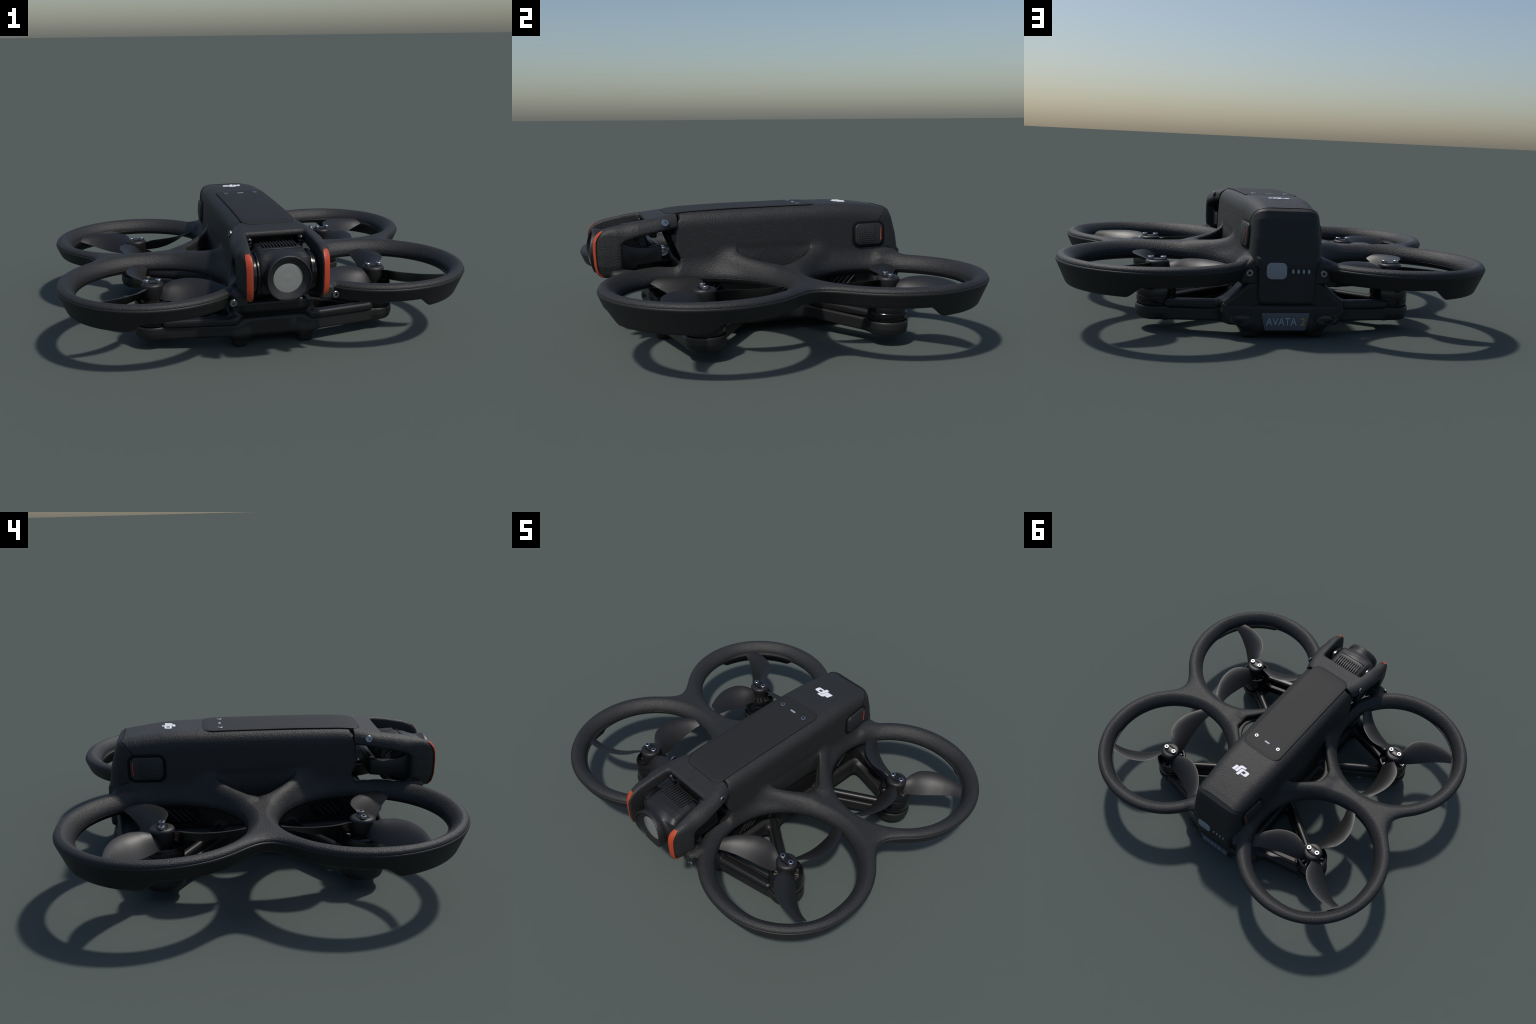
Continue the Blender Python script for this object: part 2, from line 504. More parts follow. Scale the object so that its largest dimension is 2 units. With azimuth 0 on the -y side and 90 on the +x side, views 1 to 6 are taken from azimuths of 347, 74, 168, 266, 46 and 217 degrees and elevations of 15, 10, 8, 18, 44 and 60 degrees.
# ------------------------------------------------------------------ top panel
def top_panel():
    bm = bmesh.new()
    y0, y1, w, r = -0.503, 0.236, 0.254, 0.052
    cy, ln = (y0 + y1) / 2, y1 - y0
    loops = []
    for inset, dz in ((0.0, -0.012), (0.0, 0.0), (0.0010, 0.0010), (0.004, 0.0018), (0.03, 0.0026), (0.06, 0.0028), (0.09, 0.0028), (0.12, 0.0028)):
        base = rrect(w - 2 * inset, ln - 2 * inset, max(r - inset, 0.006), 8)
        # subdivide the long edges so the panel follows the roof line
        pts = []
        for i, p in enumerate(base):
            q = base[(i + 1) % len(base)]
            m = 20 if abs(p[1] - q[1]) > 0.3 else (6 if abs(p[0] - q[0]) > 0.004 * 1.0 and abs(p[1]-q[1]) < 1e-6 else 1)
            for k in range(m):
                pts.append((p[0] + (q[0] - p[0]) * k / m, p[1] + (q[1] - p[1]) * k / m + cy))
        loops.append([bm.verts.new((x, y, float(top_z(np.array(y))) + dz)) for x, y in pts])
    L = min(len(l) for l in loops)
    for a, b in zip(loops, loops[1:]):
        for i in range(L):
            j = (i + 1) % L
            bm.faces.new((a[i], a[j], b[j], b[i]))
    # close the middle strip
    bm.faces.new(loops[-1])
    bmesh.ops.triangulate(bm, faces=[f for f in bm.faces if len(f.verts) > 4])
    bmesh.ops.recalc_face_normals(bm, faces=bm.faces)
    me = bpy.data.meshes.new('top_panel'); bm.to_mesh(me); bm.free()
    return smooth(me, 30)
panel = obj('top_panel', top_panel(), material=M_PANEL)

def panel_gap():
    pts = []
    base = rrect(0.2555, 0.7405, 0.0525, 8)
    for i, p in enumerate(base):
        q = base[(i + 1) % len(base)]
        m = 24 if abs(p[1] - q[1]) > 0.3 else 1
        for k in range(m):
            x = p[0] + (q[0] - p[0]) * k / m; y = p[1] + (q[1] - p[1]) * k / m - 0.1335
            pts.append((x, y, float(top_z(np.array(y))) - 0.0004))
    return tube(pts, 0.0013, True)
obj('panel_gap', panel_gap(), panel, M_BLACK)

# ------------------------------------------------------------------ screws (socket head)
def screw_mesh(r, h, name='screw', socket=0.5):
    prof = [(0, 0), (r, 0), (r, h - 0.12 * r), (r - 0.12 * r, h), (socket * r, h), (socket * r * 0.92, h - 0.55 * r), (0, h - 0.6 * r)]
    me = lathe(prof, 24, name, 30)
    return me
def dark_socket(me, zmax, rmax):
    """second material on the faces inside the drive socket."""
    me.materials.append(M_BLACK)
    for p in me.polygons:
        c = p.center
        if math.hypot(c.x, c.y) < rmax and c.z > 0.0006 and p.normal.z > -0.5:
            p.material_index = 1
SCREW_PROP = screw_mesh(0.0135, 0.016)
SCREW_PROP.materials.append(M_STEEL); dark_socket(SCREW_PROP, 0.016, 0.0135 * 0.5)
SCREW_CASE = screw_mesh(0.0165, 0.008, socket=0.42)
SCREW_CASE.materials.append(M_DSTEEL); dark_socket(SCREW_CASE, 0.008, 0.0165 * 0.42)

def place_screw(me, loc, normal, parent=None):
    q = Vector((0, 0, 1)).rotation_difference(Vector(normal))
    o = obj('screw', me, parent)
    o.rotation_mode = 'QUATERNION'
    o.rotation_quaternion = q
    o.location = loc
    return o

SCREW_TOP = lathe([(0, 0), (0.0125, 0), (0.0125, 0.003), (0.010, 0.0042), (0.0062, 0.0042), (0.0055, 0.0015), (0.003, 0.001), (0, 0.001)], 24, 'screw', 30)
SCREW_TOP.materials.append(M_STEEL); dark_socket(SCREW_TOP, 0.0042, 0.0060)
for sx in (1, -1):
    place_screw(SCREW_TOP, (0.079 * sx, 0.152, 0.6028), (0, 0, 1), panel)
me = prism(rrect(0.034, 0.011, 0.0035, 4), 0.6020, 0.6050, 0.0006)
obj('status_light', me, panel, M_LED, loc=(0, 0.152, 0))

# emblem on the roof: three slanted strokes
EMB = {
    'a': [(0.0123, 0.4245), (0.0052, 0.3855), (0.003, 0.381), (-0.0013, 0.3777), (-0.045, 0.3777), (-0.0505, 0.380), (-0.0525, 0.385),
          (-0.0492, 0.404), (-0.0465, 0.409), (-0.041, 0.4113), (-0.0108, 0.4113), (-0.0122, 0.4025), (-0.0306, 0.4025),
          (-0.0332, 0.3865), (-0.0125, 0.3865), (-0.0048, 0.4245)],
    'b': [(0.0310, 0.4113), (0.0139, 0.4113), (0.0090, 0.3835), (0.0070, 0.378), (0.0020, 0.3742), (-0.0155, 0.3738), (-0.0178, 0.3610),
          (0.0100, 0.3610), (0.0170, 0.3630), (0.0225, 0.368), (0.0255, 0.3800)],
    'c': [(0.0447, 0.3763), (0.0274, 0.3763), (0.0339, 0.4113), (0.0519, 0.4113)],
}
emb = join([prism(p, 0.5985, 0.6024) for p in EMB.values()], 'emblem')
obj('emblem', emb, None, M_WHITE)

# ------------------------------------------------------------------ seams on the shell
def snap(f, pts, it=8, off=0.0):
    Pn = np.array(pts, float)
    e = 0.002
    for _ in range(it):
        g = np.zeros_like(Pn)
        for ax in range(3):
            d = np.zeros(3); d[ax] = e
            g[:, ax] = (f(*(Pn + d).astype(np.float32).T) - f(*(Pn - d).astype(np.float32).T)) / (2 * e)
        v = f(*Pn.astype(np.float32).T) - off
        Pn -= (v / np.maximum((g * g).sum(1), 0.05))[:, None] * g
    return Pn

def dense(pts, m=10):
    o = []
    for a, b in zip(pts, pts[1:]):
        for k in range(m): o.append(tuple(np.array(a) + (np.array(b) - np.array(a)) * k / m))
    o.append(pts[-1]); return o

seams = []
# battery border over the roof and down both sides
line = [(-0.115, 0.603, 0.565), (-0.06, 0.603, 0.574), (0, 0.603, 0.574), (0.06, 0.603, 0.574), (0.115, 0.603, 0.565)]
for sx in (1, -1):
    seams.append(dense([(0.115 * sx, 0.603, 0.565), (0.145 * sx, 0.580, 0.543), (0.152 * sx, 0.553, 0.510)]))
    seams.append(dense([(0.16 * sx, 0.578, 0.382), (0.165 * sx, 0.612, 0.374), (0.165 * sx, 0.640, 0.352), (0.160 * sx, 0.655, 0.325)]))
seams.append(dense(line))
obj('panel_gap', join([tube([tuple(p) for p in snap(f_body_raw, s, off=0.0015)], 0.0016) for s in seams]), battery, M_BLACK)

# ------------------------------------------------------------------ camera cage
CAGE_OUT = [(-0.466, 0.5840), (-0.56, 0.570), (-0.68, 0.555), (-0.775, 0.534), (-0.82, 0.516), (-0.842, 0.495), (-0.852, 0.470), (-0.8535, 0.43),
            (-0.850, 0.36), (-0.840, 0.318), (-0.815, 0.300), (-0.74, 0.292), (-0.60, 0.292), (-0.40, 0.29), (-0.40, 0.5915)]
CAGE_WINDOW = [(-0.724, 0.350), (-0.715, 0.343), (-0.60, 0.25), (-0.40, 0.25), (-0.40, 0.521), (-0.515, 0.512), (-0.65, 0.488), (-0.708, 0.470), (-0.724, 0.455)]
def cage_w(y, z):
    return interp(y, [-0.86, -0.835, -0.81, -0.75, -0.65, -0.56, -0.526, -0.495, -0.466], [0.172, 0.187, 0.199, 0.214, 0.221, 0.211, 0.2045, 0.193, 0.1815]) + \
        interp(z, [0.29, 0.32, 0.36, 0.41, 0.46, 0.50, 0.55, 0.60], [-0.034, -0.014, -0.003, 0.0, 0.0, -0.002, -0.008, -0.018])
def f_cage(x, y, z):
    x = np.abs(x)
    p = poly_sdf(y, z, CAGE_OUT)
    f = smax(p, x - cage_w(y, z), 0.060 - 0.035 * sstep(-y, 0.70, 0.80))
    wi = 0.140 + 0.014 * sstep(-y, 0.60, 0.80)
    tz = interp(y, [-0.82, -0.775, -0.68, -0.56, -0.46], [0.516, 0.534, 0.555, 0.571, 0.5845])
    cavity = smax(x - wi, smin(y + 0.600, z - tz + 0.032, 0.02), 0.02)
    f = smax(f, -cavity, 0.016)
    f = smax(f, -poly_sdf(y, z, CAGE_WINDOW), 0.018)
    return smax(f, y + 0.4645, 0.002)
P, F, N = surface(f_cage, (-0.235, -0.87, 0.275), (0.235, -0.455, 0.60), 0.004)
cage = obj('camera_cage', sdf_mesh(P, F, N, 'camera_cage'), material=M_FOAM)
obj('panel_gap', join([tube([tuple(p) for p in snap(f_body_raw, dense([(0.0, -0.4645, 0.587), (0.10 * s, -0.4645, 0.587), (0.14 * s, -0.4645, 0.575), (0.17 * s, -0.4645, 0.55), (0.172 * s, -0.4645, 0.520)][1 if False else 0:]), off=-0.0014)], 0.0013) for s in (1, -1)]), cage, M_BLACK)

# orange stripes wrapped on the nose edge of each cage plate
def stripe(sx):
    prof = [(-0.812, 0.524), (-0.826, 0.515), (-0.838, 0.503), (-0.847, 0.489), (-0.853, 0.472), (-0.8555, 0.45), (-0.856, 0.43), (-0.8555, 0.41), (-0.855, 0.39),
            (-0.854, 0.37), (-0.8525, 0.355), (-0.849, 0.338), (-0.843, 0.322), (-0.832, 0.309), (-0.820, 0.301)]
    n, m = len(prof), 9
    start = []
    for i, (y, z) in enumerate(prof):
        end = min(i, n - 1 - i)
        w = {0: 0.55, 1: 0.85}.get(end, 1.0)
        for j in range(m):
            u = -1 + 2 * j / (m - 1)
            start.append((0.1765 + 0.0160 * w * u, y + 0.004 * max(u, 0) ** 2, z))
    S = snap(f_cage, start, 10, off=0.0016)
    B = snap(f_cage, start, 10, off=-0.004)
    S[:, 0] = np.array(start)[:, 0] * 0.6 + S[:, 0] * 0.4
    verts = [(sx * p[0], p[1], p[2]) for p in np.concatenate([S, B])]
    o = n * m; faces = []
    for i in range(n - 1):
        for j in range(m - 1):
            faces.append((i*m+j, i*m+j+1, (i+1)*m+j+1, (i+1)*m+j))
            faces.append((o+i*m+j, o+i*m+j+1, o+(i+1)*m+j+1, o+(i+1)*m+j))
        for j in (0, m - 1):
            faces.append((i*m+j, (i+1)*m+j, o+(i+1)*m+j, o+i*m+j))
    for i in (0, n - 1):
        for j in range(m - 1):
            faces.append((i*m+j, i*m+j+1, o+i*m+j+1, o+i*m+j))
    return mesh_from(verts, faces, 'orange_stripe', True, 60)
for sx in (1, -1):
    obj('orange_stripe', stripe(sx), cage, M_ORANGE)
    place_screw(SCREW_CASE, (0.1925 * sx, -0.526, 0.547), (sx, 0.0, 0.25), cage)
    place_screw(SCREW_CASE, (0.236 * sx, -0.780, 0.296), (0.15 * sx, -1, 0))
    place_screw(SCREW_CASE, (0.166 * sx, 0.6595, 0.294), (0.06 * sx, 1, 0))

# ------------------------------------------------------------------ battery buckles
def buckle(sx):
    c = Vector((0, 0.497, 0.446))
    w = float(half_w(c.y, c.z))
    slope_y = math.atan(0.07); slope_z = math.atan(0.05)
    def place(me):
        # outline plane (u = y, v = z), extrusion = outward x
        m = Matrix(((0, 0, 1, 0), (1, 0, 0, 0), (0, 1, 0, 0), (0, 0, 0, 1)))
        me.transform(m)
        me.transform(Matrix.Rotation(slope_y, 4, 'Z') @ Matrix.Rotation(-slope_z, 4, 'Y'))
        me.transform(Matrix.Translation((w, c.y, c.z)))
        if sx < 0:
            me.transform(Matrix.Scale(-1, 4, (1, 0, 0)))
            me.flip_normals()
        return me
    o = obj('battery_buckle', place(prism(rrect(0.150, 0.106, 0.026), -0.004, 0.013, 0.005, segs=3)), None, M_BUCKLE_RIM)
    obj('buckle_grip', place(prism([(u - 0.014, v) for u, v in rrect(0.100, 0.086, 0.020)], 0.010, 0.0145, 0.001)), o, M_BUCKLE)
    rec = place(prism(rrect(0.178, 0.132, 0.038), -0.01, 0.0022, 0.0008))
    obj('buckle_recess', rec, o, M_BLACK)
    obj('buckle_mark', place(tube([(0.060, 0.030, 0.0128), (0.0635, 0.026, 0.0128), (0.0635, -0.026, 0.0128), (0.060, -0.030, 0.0128)], 0.0026)), o, M_RED)
for sx in (1, -1):
    buckle(sx)

# ------------------------------------------------------------------ camera and gimbal
LZ = 0.406
CAM_SIDE = [(-0.788, 0.33), (-0.800, 0.41), (-0.788, 0.485), (-0.765, 0.503), (-0.724, 0.513), (-0.66, 0.522), (-0.62, 0.508), (-0.598, 0.47), (-0.588, 0.41),
            (-0.594, 0.35), (-0.62, 0.312), (-0.68, 0.298), (-0.74, 0.305)]
def f_cam(x, y, z):
    x = np.abs(x)
    # front outline (x, z): flat top with chamfered shoulders
    q = poly_sdf(x, z, [(-0.3, 0.526), (0.080, 0.526), (0.104, 0.510), (0.123, 0.475), (0.125, 0.35), (0.108, 0.31), (0.09, 0.296), (-0.3, 0.298)])
    b = smax(q, poly_sdf(y, z, CAM_SIDE), 0.03)
    r = np.hypot(x, z - LZ)
    c = x / np.maximum(r, 1e-4)
    # bell-shaped hood, longer on its two sides than above and below
    yf = -0.844 - 0.026 * c * c
    hood = smax(r - interp(y, [-0.90, -0.86, -0.83, -0.80, -0.77], [0.100, 0.102, 0.105, 0.098, 0.098]), np.maximum(y + 0.74, yf - y), 0.012)
    f = smin(b, hood, 0.03)
    cone = (r - 0.0715 - np.minimum(2.4 * np.maximum(-0.833 - y, -0.005), 0.0245)) * 0.5
    return smax(f, -np.maximum(cone, y + 0.828), 0.005)
P, F, N = surface(f_cam, (-0.135, -0.885, 0.285), (0.135, -0.58, 0.55), 0.003)
camera = obj('camera', sdf_mesh(P, F, N, 'camera'), material=M_CAM)

def radial_y(profile, name, n=56):
    """lathe about the lens axis: (radius, distance in front of the lens plane)."""
    me = lathe(profile, n, name)
    me.transform(Matrix.Translation((0, -0.829, LZ)) @ Matrix.Rotation(math.radians(90), 4, 'X'))
    return me
obj('lens', radial_y([(0, 0.0048), (0.012, 0.0045), (0.022, 0.0038), (0.0265, 0.0034), (0.029, 0.0036), (0.032, 0.0037), (0.05, 0.0032), (0.0675, 0.0015), (0.0695, -0.002), (0.0695, -0.01), (0, -0.01)], 'lens'), camera, M_LENS)
obj('lens_ring', radial_y([(0.067, 0.0005), (0.0685, 0.0025), (0.0702, 0.0025), (0.0715, 0.0), (0.0715, -0.008), (0.067, -0.008)], 'lens_ring'), camera, M_STEEL if False else M_DSTEEL)

# cooling ribs on the camera roof
rib = prism(rrect(0.0075, 0.082, 0.0035, 4), 0, 0.0055, 0.0018)
rib.materials.append(M_CAM)
for i in range(11):
    obj('cooling_rib', rib, camera, loc=(-0.075 + 0.015 * i, -0.660, 0.5175), rot=(0.0, 0, 0))
me = tube([(x, -0.724, 0.5135) for x in (-0.088, 0.088)], 0.0022)
obj('camera_ridge', me, camera, M_CAM)

gim = []
YOKE = [(-0.752, 0.44), (-0.742, 0.458), (-0.719, 0.464), (-0.69, 0.447), (-0.655, 0.437), (-0.60, 0.434), (-0.556, 0.442), (-0.545, 0.436), (-0.540, 0.38),
        (-0.548, 0.366), (-0.60, 0.36), (-0.652, 0.355), (-0.69, 0.336), (-0.74, 0.331), (-0.752, 0.345)]
for sx in (1, -1):
    me = prism(YOKE, 0.135, 0.172, 0.006)
    me.transform(Matrix(((0, 0, 1, 0), (1, 0, 0, 0), (0, 1, 0, 0), (0, 0, 0, 1))))
    if sx < 0:
        me.transform(Matrix.Scale(-1, 4, (1, 0, 0))); me.flip_normals()
    gim.append(me)
def box(c, s, bev=0.005):
    me = prism(rrect(s[0], s[1], min(bev * 1.5, s[0] / 2.1, s[1] / 2.1), 3), c[2] - s[2] / 2, c[2] + s[2] / 2, bev)
    me.transform(Matrix.Translation((c[0], c[1], 0)))
    return me
gim += [box((0, -0.556, 0.402), (0.33, 0.034, 0.075)), box((0, -0.565, 0.487), (0.19, 0.030, 0.040))]
gimbal = obj('gimbal_yoke', join(gim), None, M_FRAME)
for sx in (1, -1):
    d = lathe([(0, 0.116), (0.092, 0.116), (0.096, 0.1195), (0.096, 0.126), (0.092, 0.130), (0.088, 0.131), (0.088, 0.144), (0.083, 0.149), (0, 0.149)], 48, 'gimbal_disc')
    d.transform(Matrix.Translation((0, -0.712, 0.404)) @ Matrix.Rotation(math.radians(90 * sx), 4, 'Y'))
    obj('gimbal_disc', d, gimbal, M_GLOSS)
    # rubber damper: stacked balls on a peg
    prof = [(0, 0)] + [(0.006 + 0.010 * abs(math.sin(math.pi * t * 3)), 0.052 * t) for t in [i / 24 for i in range(25)]] + [(0, 0.052)]
    dm = lathe(prof, 20, 'gimbal_damper')
    obj('gimbal_damper', dm, gimbal, M_GLOSS, loc=(0.122 * sx, -0.588, 0.492), rot=(0.35, 0, 0))

# ------------------------------------------------------------------ chassis: upper frame
ARMS = (((0.19, -0.570, 0.134), (0.50, -0.500, 0.124)), ((0.19, -0.170, 0.132), (0.54, -0.403, 0.118)),
        ((0.19, 0.570, 0.134), (0.50, 0.500, 0.124)), ((0.19, 0.172, 0.132), (0.54, 0.403, 0.118)))
BEAMS = (((0.19, -0.548, 0.134), (0.49, -0.478, 0.124)), ((0.19, -0.170, 0.132), (0.54, -0.403, 0.118)),
         ((0.19, 0.548, 0.134), (0.49, 0.478, 0.124)), ((0.19, 0.172, 0.132), (0.54, 0.403, 0.118)))
def arms(x, y, z, dz, r, rz, rnd, lines):
    """rounded beams from the hub to the motor pods; r, rz = half width and half height."""
    d = None
    for a, b in lines:
        a = (a[0], a[1], a[2] + dz); b = (b[0], b[1], b[2] + dz)
        e = np.array([b[0]-a[0], b[1]-a[1]]); L = np.hypot(*e); e = e / L
        s = (x - a[0]) * e[0] + (y - a[1]) * e[1]
        t = np.clip(s / L, 0, 1)
        lat = np.abs(-(x - a[0]) * e[1] + (y - a[1]) * e[0])
        zc = a[2] + (b[2] - a[2]) * t
        qx = np.sqrt(lat**2 + (s - t * L)**2) - r * (0.78 if abs(a[1]) < 0.3 else 1.0) + rnd
        qz = np.abs(z - zc) - rz + rnd
        f = np.sqrt(np.maximum(qx, 0)**2 + np.maximum(qz, 0)**2) + np.minimum(np.maximum(qx, qz), 0) - rnd
        d = f if d is None else smin(d, f, 0.02)
    return d

def f_frame(x, y, z):
    x = np.abs(x)
    core = rbox(x, y, z, (0, 0.02, 0.205), (0.176, 0.565, 0.075), 0.03)
    side = 0.19 - 0.06 * sstep(np.abs(y - 0.0), 0.10, 0.17) * 0
    core = smax(core, x - side, 0.02)
    # rear shoulders that carry the sensors
    sh = poly_sdf(x, z, [(-0.3, 0.262), (0.16, 0.262), (0.19, 0.236), (0.276, 0.160), (0.284, 0.135), (0.27, 0.120), (-0.3, 0.12)])
    sh = smax(sh, np.maximum(y - 0.658 + 0.18 * np.maximum(x - 0.12, 0), 0.52 - y), 0.03)
    core = smin(core, sh, 0.05)
    fr = rbox(x, y, z, (0, -0.53, 0.178), (0.200, 0.050, 0.030), 0.012)
    chin = rbox(x, y, z, (0, -0.545, 0.205), (0.160, 0.060, 0.032), 0.02)
    core = smin(core, chin, 0.02)
    core = smin(core, fr, 0.03)
    f = smin(core, arms(x, y, z, 0.000, 0.026, 0.024, 0.019, ARMS), 0.03)
    # slots along the tunnel side walls
    return smax(f, 0.112 - z, 0.006)
P, F, N = surface(f_frame, (-0.62, -0.66, 0.10), (0.62, 0.70, 0.30), 0.005)
obj('chassis_frame', sdf_mesh(P, F, N, 'chassis_frame'), material=M_FRAME)

# ------------------------------------------------------------------ chassis: bottom cover with motor pods
def f_cover(x, y, z):
    x = np.abs(x)
    core = rbox(x, y, z, (0, -0.003, 0.096), (0.200, 0.572, 0.054), 0.025)
    sh = poly_sdf(x, z, [(-0.3, 0.155), (0.275, 0.155), (0.284, 0.112), (0.262, 0.068), (0.246, 0.054), (-0.3, 0.046)])
    sh = smax(sh, np.maximum(y - 0.664 + 0.20 * np.maximum(x - 0.12, 0), 0.53 - y), 0.025)
    core = smin(core, sh, 0.04)
    # rear centre block that carries the nameplate
    nb = rbox(x, y, z, (0, 0.56, 0.088), (0.13, 0.107, 0.064), 0.02)
    core = smin(core, nb, 0.03)
    a = arms(x, y, z, -0.044, 0.040, 0.030, 0.010, BEAMS)
    f = smin(core, a, 0.04)
    for cy in (-MY, MY):
        r = np.hypot(x - MX, y - cy)
        pod = smax(r - 0.094 + 0.25 * np.maximum(0.080 - z, 0), np.maximum(z - 0.116, 0.048 - z), 0.016)
        cup = smax(r - 0.084, 0.104 - z, 0.004)
        f = smin(f, pod, 0.018)
        f = smax(f, -np.maximum(r - 0.086, 0.105 - z), 0.004)
    # feet
    for c in ((0.162, -0.535), (0.150, 0.605)):
        ft = rbox(x, y, z, (c[0], c[1], 0.04), (0.034, 0.04, 0.040), 0.016)
        f = smin(f, ft, 0.04)
    return smax(f, -z, 0.004)
P, F, N = surface(f_cover, (-0.66, -0.64, -0.012), (0.66, 0.70, 0.17), 0.0045)
P[:, 2] -= P[:, 2].min()
cover = obj('bottom_cover', sdf_mesh(P, F, N, 'bottom_cover'), material=M_COVER)

# side vents of the tunnel: slanted louvres in a recessed panel
louvre = tube([(0, 0.030, 0.032), (0, -0.030, -0.032)], 0.0055)
louvre.materials.append(M_FRAME)
vp = prism([(-0.085, 0.0), (-0.06, 0.042), (0.06, 0.042), (0.085, 0.0), (0.06, -0.042), (-0.06, -0.042)], 0, 0.004, 0.001)
vp.transform(Matrix(((0, 0, 1, 0), (1, 0, 0, 0), (0, 1, 0, 0), (0, 0, 0, 1))))
for sx in (1, -1):
    for cy in (-0.335, 0.345):
        o = obj('vent_panel', vp, None, M_BLACK, loc=(sx * 0.180 - 0.002, cy, 0.215))
        for k in range(4):
            l = obj('vent_louvre', louvre, o, loc=(0.004 * (1 if sx > 0 else 0), -0.042 + 0.028 * k, 0))

# ------------------------------------------------------------------ rear sensors and nameplate
for sx in (1, -1):
    t = lathe([(0.036, -0.01), (0.050, -0.01), (0.053, 0.006), (0.0515, 0.012), (0.047, 0.013), (0.040, 0.006), (0.036, -0.004)], 40, 'distance_sensor')
    m = Matrix.Translation((0.189 * sx, 0.650, 0.083)) @ Matrix.Rotation(-0.20 * sx, 4, 'Z') @ Matrix.Rotation(0.06, 4, 'X') @ Matrix.Rotation(math.radians(-90), 4, 'X') @ Matrix.Diagonal((1, 0.46, 1, 1))
    t.transform(m)
    s = obj('distance_sensor', t, None, M_SENSOR)
    g = lathe([(0.039, -0.004), (0.039, 0.003), (0, 0.006)], 40, 'sensor_glass')
    g.transform(m)
    obj('sensor_glass', g, s, M_GLOSS)

NY = 0.6755
plate = rear_piece('nameplate', [(0.107, 0.119), (-0.107, 0.119), (-0.105, 0.100), (-0.093, 0.046), (-0.088, 0.040), (0.088, 0.040), (0.093, 0.046), (0.105, 0.100)], NY - 0.004, 0.006, M_PLATE, None, 0.001)

def lettering(txt, width, height, xc, zc, material):
    cu = bpy.data.curves.new('lettering', 'FONT')
    cu.body = txt; cu.size = 0.05; cu.extrude = 0.0006; cu.align_x = 'CENTER'
    o = bpy.data.objects.new('lettering', cu); COL.objects.link(o)
    me = bpy.data.meshes.new_from_object(o.evaluated_get(bpy.context.evaluated_depsgraph_get()))
    bpy.data.objects.remove(o); bpy.data.curves.remove(cu)
    co = np.array([v.co for v in me.vertices]); lo, hi = co.min(0), co.max(0)
    for v in me.vertices:
        v.co.x = (v.co.x - (lo[0] + hi[0]) / 2) / (hi[0] - lo[0]) * width
        v.co.y = (v.co.y - (lo[1] + hi[1]) / 2) / (hi[1] - lo[1]) * height
    me.transform(Matrix.Translation((xc, NY + 0.0028, zc)) @ Matrix.Rotation(math.pi, 4, 'Z') @ RX90)
    me.materials.clear()
    return obj('lettering', me, plate, material)
lettering('AVATA', 0.138, 0.034, 0.018, 0.080, M_TEXT)
lettering('2', 0.021, 0.034, -0.078, 0.080, M_GOLD)

# ------------------------------------------------------------------ motors and propellers
def motor_mesh():
    bell = lathe([(0, 0.105), (0.080, 0.105), (0.082, 0.112), (0.082, 0.120), (0.087, 0.122), (0.089, 0.126), (0.089, 0.150), (0.0875, 0.152), (0.0875, 0.156), (0.089, 0.158),
                  (0.089, 0.196), (0.087, 0.200), (0.085, 0.202), (0.088, 0.204), (0.0885, 0.226), (0.084, 0.234), (0.076, 0.2355), (0.074, 0.232), (0.072, 0.205), (0.03, 0.202), (0, 0.202)], 56, 'motor', 35)
    return bell
MOTOR = motor_mesh(); MOTOR.materials.append(M_GLOSS)
def spoke_mesh():
    ms = []
    for k in range(3):
        m = prism([(0.02, -0.014), (0.079, -0.022), (0.079, 0.022), (0.02, 0.014)], 0.222, 0.2345, 0.002)
        m.transform(Matrix.Rotation(math.radians(120 * k), 4, 'Z')); ms.append(m)
    return join(ms, 'motor_spokes')
SPOKES = spoke_mesh(); SPOKES.materials.append(M_FRAME)
def coil_mesh():
    ms = []
    for k in range(12):
        m = prism(rrect(0.032, 0.012, 0.004, 3), 0.200, 0.222, 0.003)
        m.transform(Matrix.Rotation(math.radians(30 * k), 4, 'Z') @ Matrix.Translation((0.052, 0, 0))); ms.append(m)
    return join(ms, 'motor_coils')
COILS = coil_mesh(); COILS.materials.append(M_COIL)
HUB = lathe([(0, 0.198), (0.044, 0.198), (0.047, 0.204), (0.053, 0.285), (0.0545, 0.297), (0.053, 0.303), (0.049, 0.308), (0.042, 0.3105), (0, 0.3108)], 48, 'propeller', 35)
HUB.materials.append(M_BLADE)
CAP = prism(rrect(0.088, 0.034, 0.016, 6), 0.309, 0.3135, 0.0012); CAP.materials.append(M_FRAME)
SLOT = prism(rrect(0.076, 0.050, 0.024, 8), 0.30, 0.3124, 0.0); SLOT.materials.append(M_BLACK)

BL_LE = ([0.030, 0.050, 0.075, 0.10, 0.125, 0.145, 0.187, 0.21, 0.245, 0.26, 0.30, 0.312, 0.354], [8, 0, -6.5, -9.6, -10.4, -9.4, -4.2, -0.7, 4.3, 6.9, 13.2, 15.2, 21.2])
BL_TE = ([0.030, 0.050, 0.075, 0.095, 0.122, 0.139, 0.17, 0.20, 0.26, 0.309, 0.354], [64, 60, 52, 44.5, 38.6, 35.8, 32.2, 30.2, 29.2, 29.8, 31.6])
BL_LZ = ([0.03, 0.05, 0.09, 0.15, 0.22, 0.29, 0.354], [0.288, 0.293, 0.307, 0.313, 0.314, 0.310, 0.304])
BL_TZ = ([0.03, 0.05, 0.09, 0.155, 0.22, 0.30, 0.354], [0.245, 0.238, 0.233, 0.232, 0.241, 0.261, 0.280])
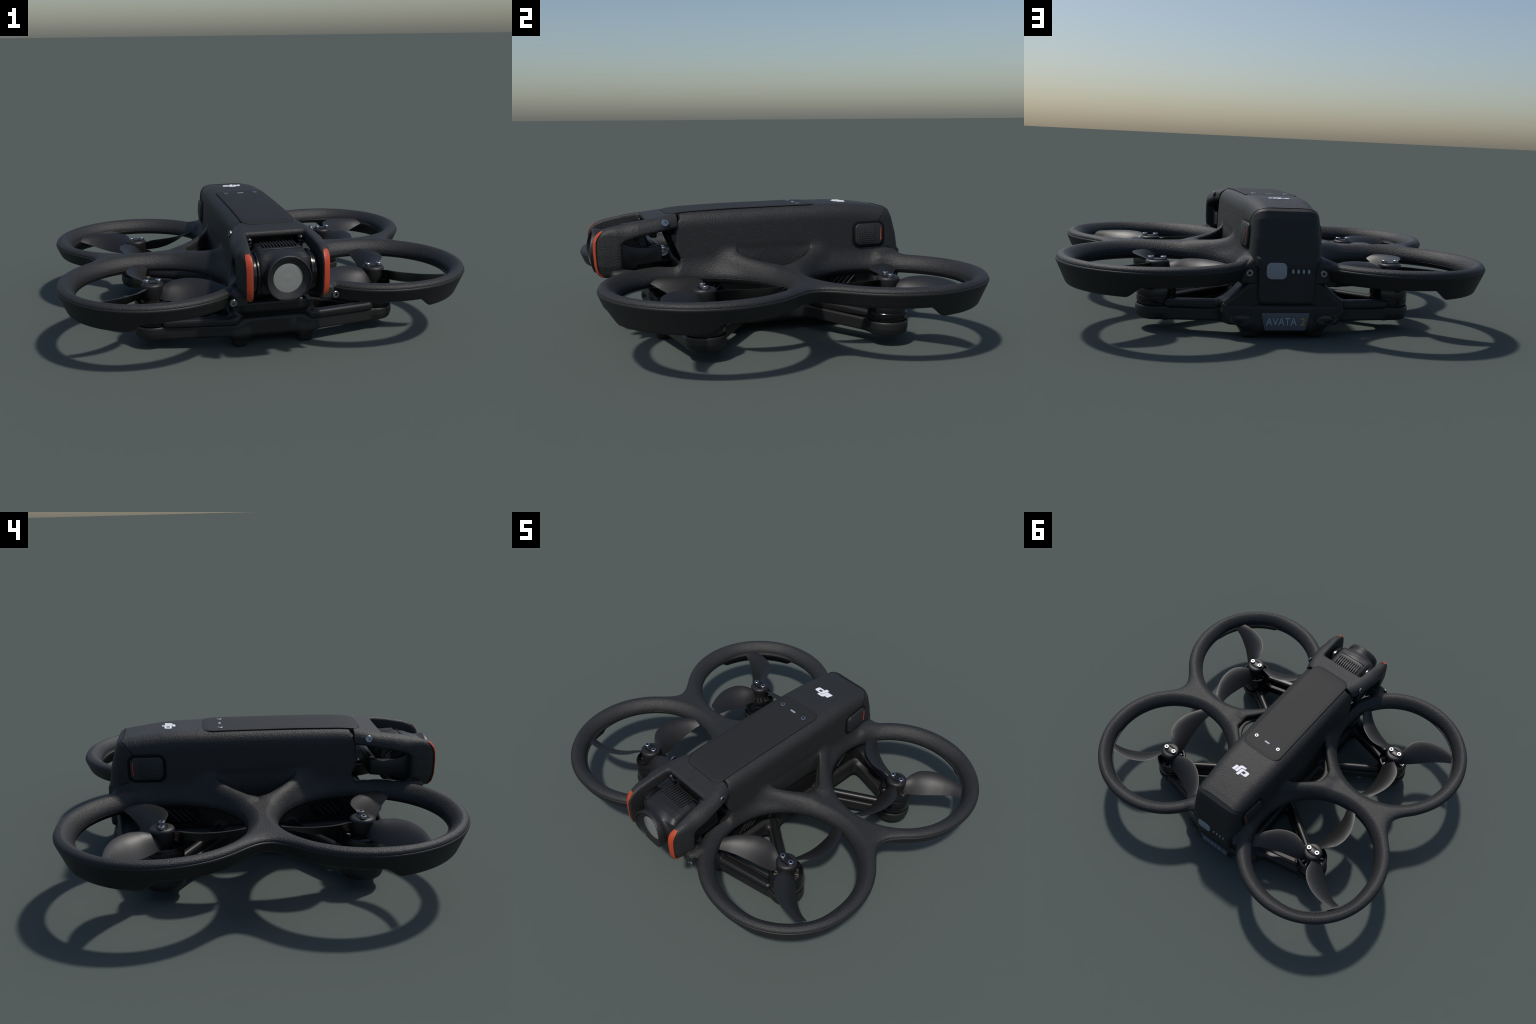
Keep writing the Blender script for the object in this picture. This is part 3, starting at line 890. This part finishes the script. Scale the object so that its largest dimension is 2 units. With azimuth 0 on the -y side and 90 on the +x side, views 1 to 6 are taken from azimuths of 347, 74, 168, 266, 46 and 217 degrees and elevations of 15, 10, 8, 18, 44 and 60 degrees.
def blade_mesh(mirror):
    n, m = 44, 16
    rs = np.linspace(0.030, 0.354, n)
    la, ta, lz, tz = (np.interp(rs, *q) for q in (BL_LE, BL_TE, BL_LZ, BL_TZ))
    def sm(v):
        for _ in range(3): v = np.concatenate([v[:1], (v[:-2] + 2 * v[1:-1] + v[2:]) / 4, v[-1:]])
        return v
    la, ta, lz, tz = map(sm, (la, ta, lz, tz))
    verts = []
    for side in (1, -1):
        for i, r in enumerate(rs):
            th = 0.0062 * (1 - 0.65 * i / (n - 1))
            for j in range(m):
                t = 0.5 - 0.5 * math.cos(math.pi * j / (m - 1))
                a = math.radians(la[i] + (ta[i] - la[i]) * t)
                camber = 0.20 * abs(lz[i] - tz[i]) * math.sin(math.pi * t)
                thick = th * (math.sqrt(max(t, 0)) * (1 - t) * 2.2 + 0.12)
                z = lz[i] + (tz[i] - lz[i]) * t + camber + side * thick * 0.5
                verts.append((r * math.cos(a), r * math.sin(a) * (-1 if mirror else 1), z))
    faces = []
    o = n * m
    for i in range(n - 1):
        for j in range(m - 1):
            faces.append((i*m+j, i*m+j+1, (i+1)*m+j+1, (i+1)*m+j))
            faces.append((o+i*m+j, o+(i+1)*m+j, o+(i+1)*m+j+1, o+i*m+j+1))
        faces.append((i*m, (i+1)*m, o+(i+1)*m, o+i*m))
        faces.append((i*m+m-1, o+i*m+m-1, o+(i+1)*m+m-1, (i+1)*m+m-1))
    for i in (0, n - 1):
        for j in range(m - 1):
            faces.append((i*m+j, i*m+j+1, o+i*m+j+1, o+i*m+j))
    me = mesh_from(verts, faces, 'propeller_blade', True, 50)
    me.materials.append(M_BLADE)
    return me
BLADE = {False: blade_mesh(False), True: blade_mesh(True)}

for sx, sy in CORNERS:
    cx, cy = sx * MX, sy * MY
    ccw = sx * sy > 0            # front-left and rear-right turn the other way
    turn = 0 if sx < 0 else 60
    mo = obj('motor', MOTOR, loc=(cx, cy, 0))
    obj('motor_spokes', SPOKES, mo, rot=(0, 0, math.radians(turn + 20)))
    obj('motor_coils', COILS, mo)
    pr = obj('propeller', HUB, loc=(cx, cy, 0))
    obj('hub_slot', SLOT, pr)
    obj('hub_clamp', CAP, pr)
    for k in range(3):
        obj('propeller_blade', BLADE[ccw], pr, rot=(0, 0, math.radians(turn + 120 * k)))
    for s in (1, -1):
        place_screw(SCREW_PROP, (0.0285 * s, 0.0, 0.309), (0, 0, 1), pr)
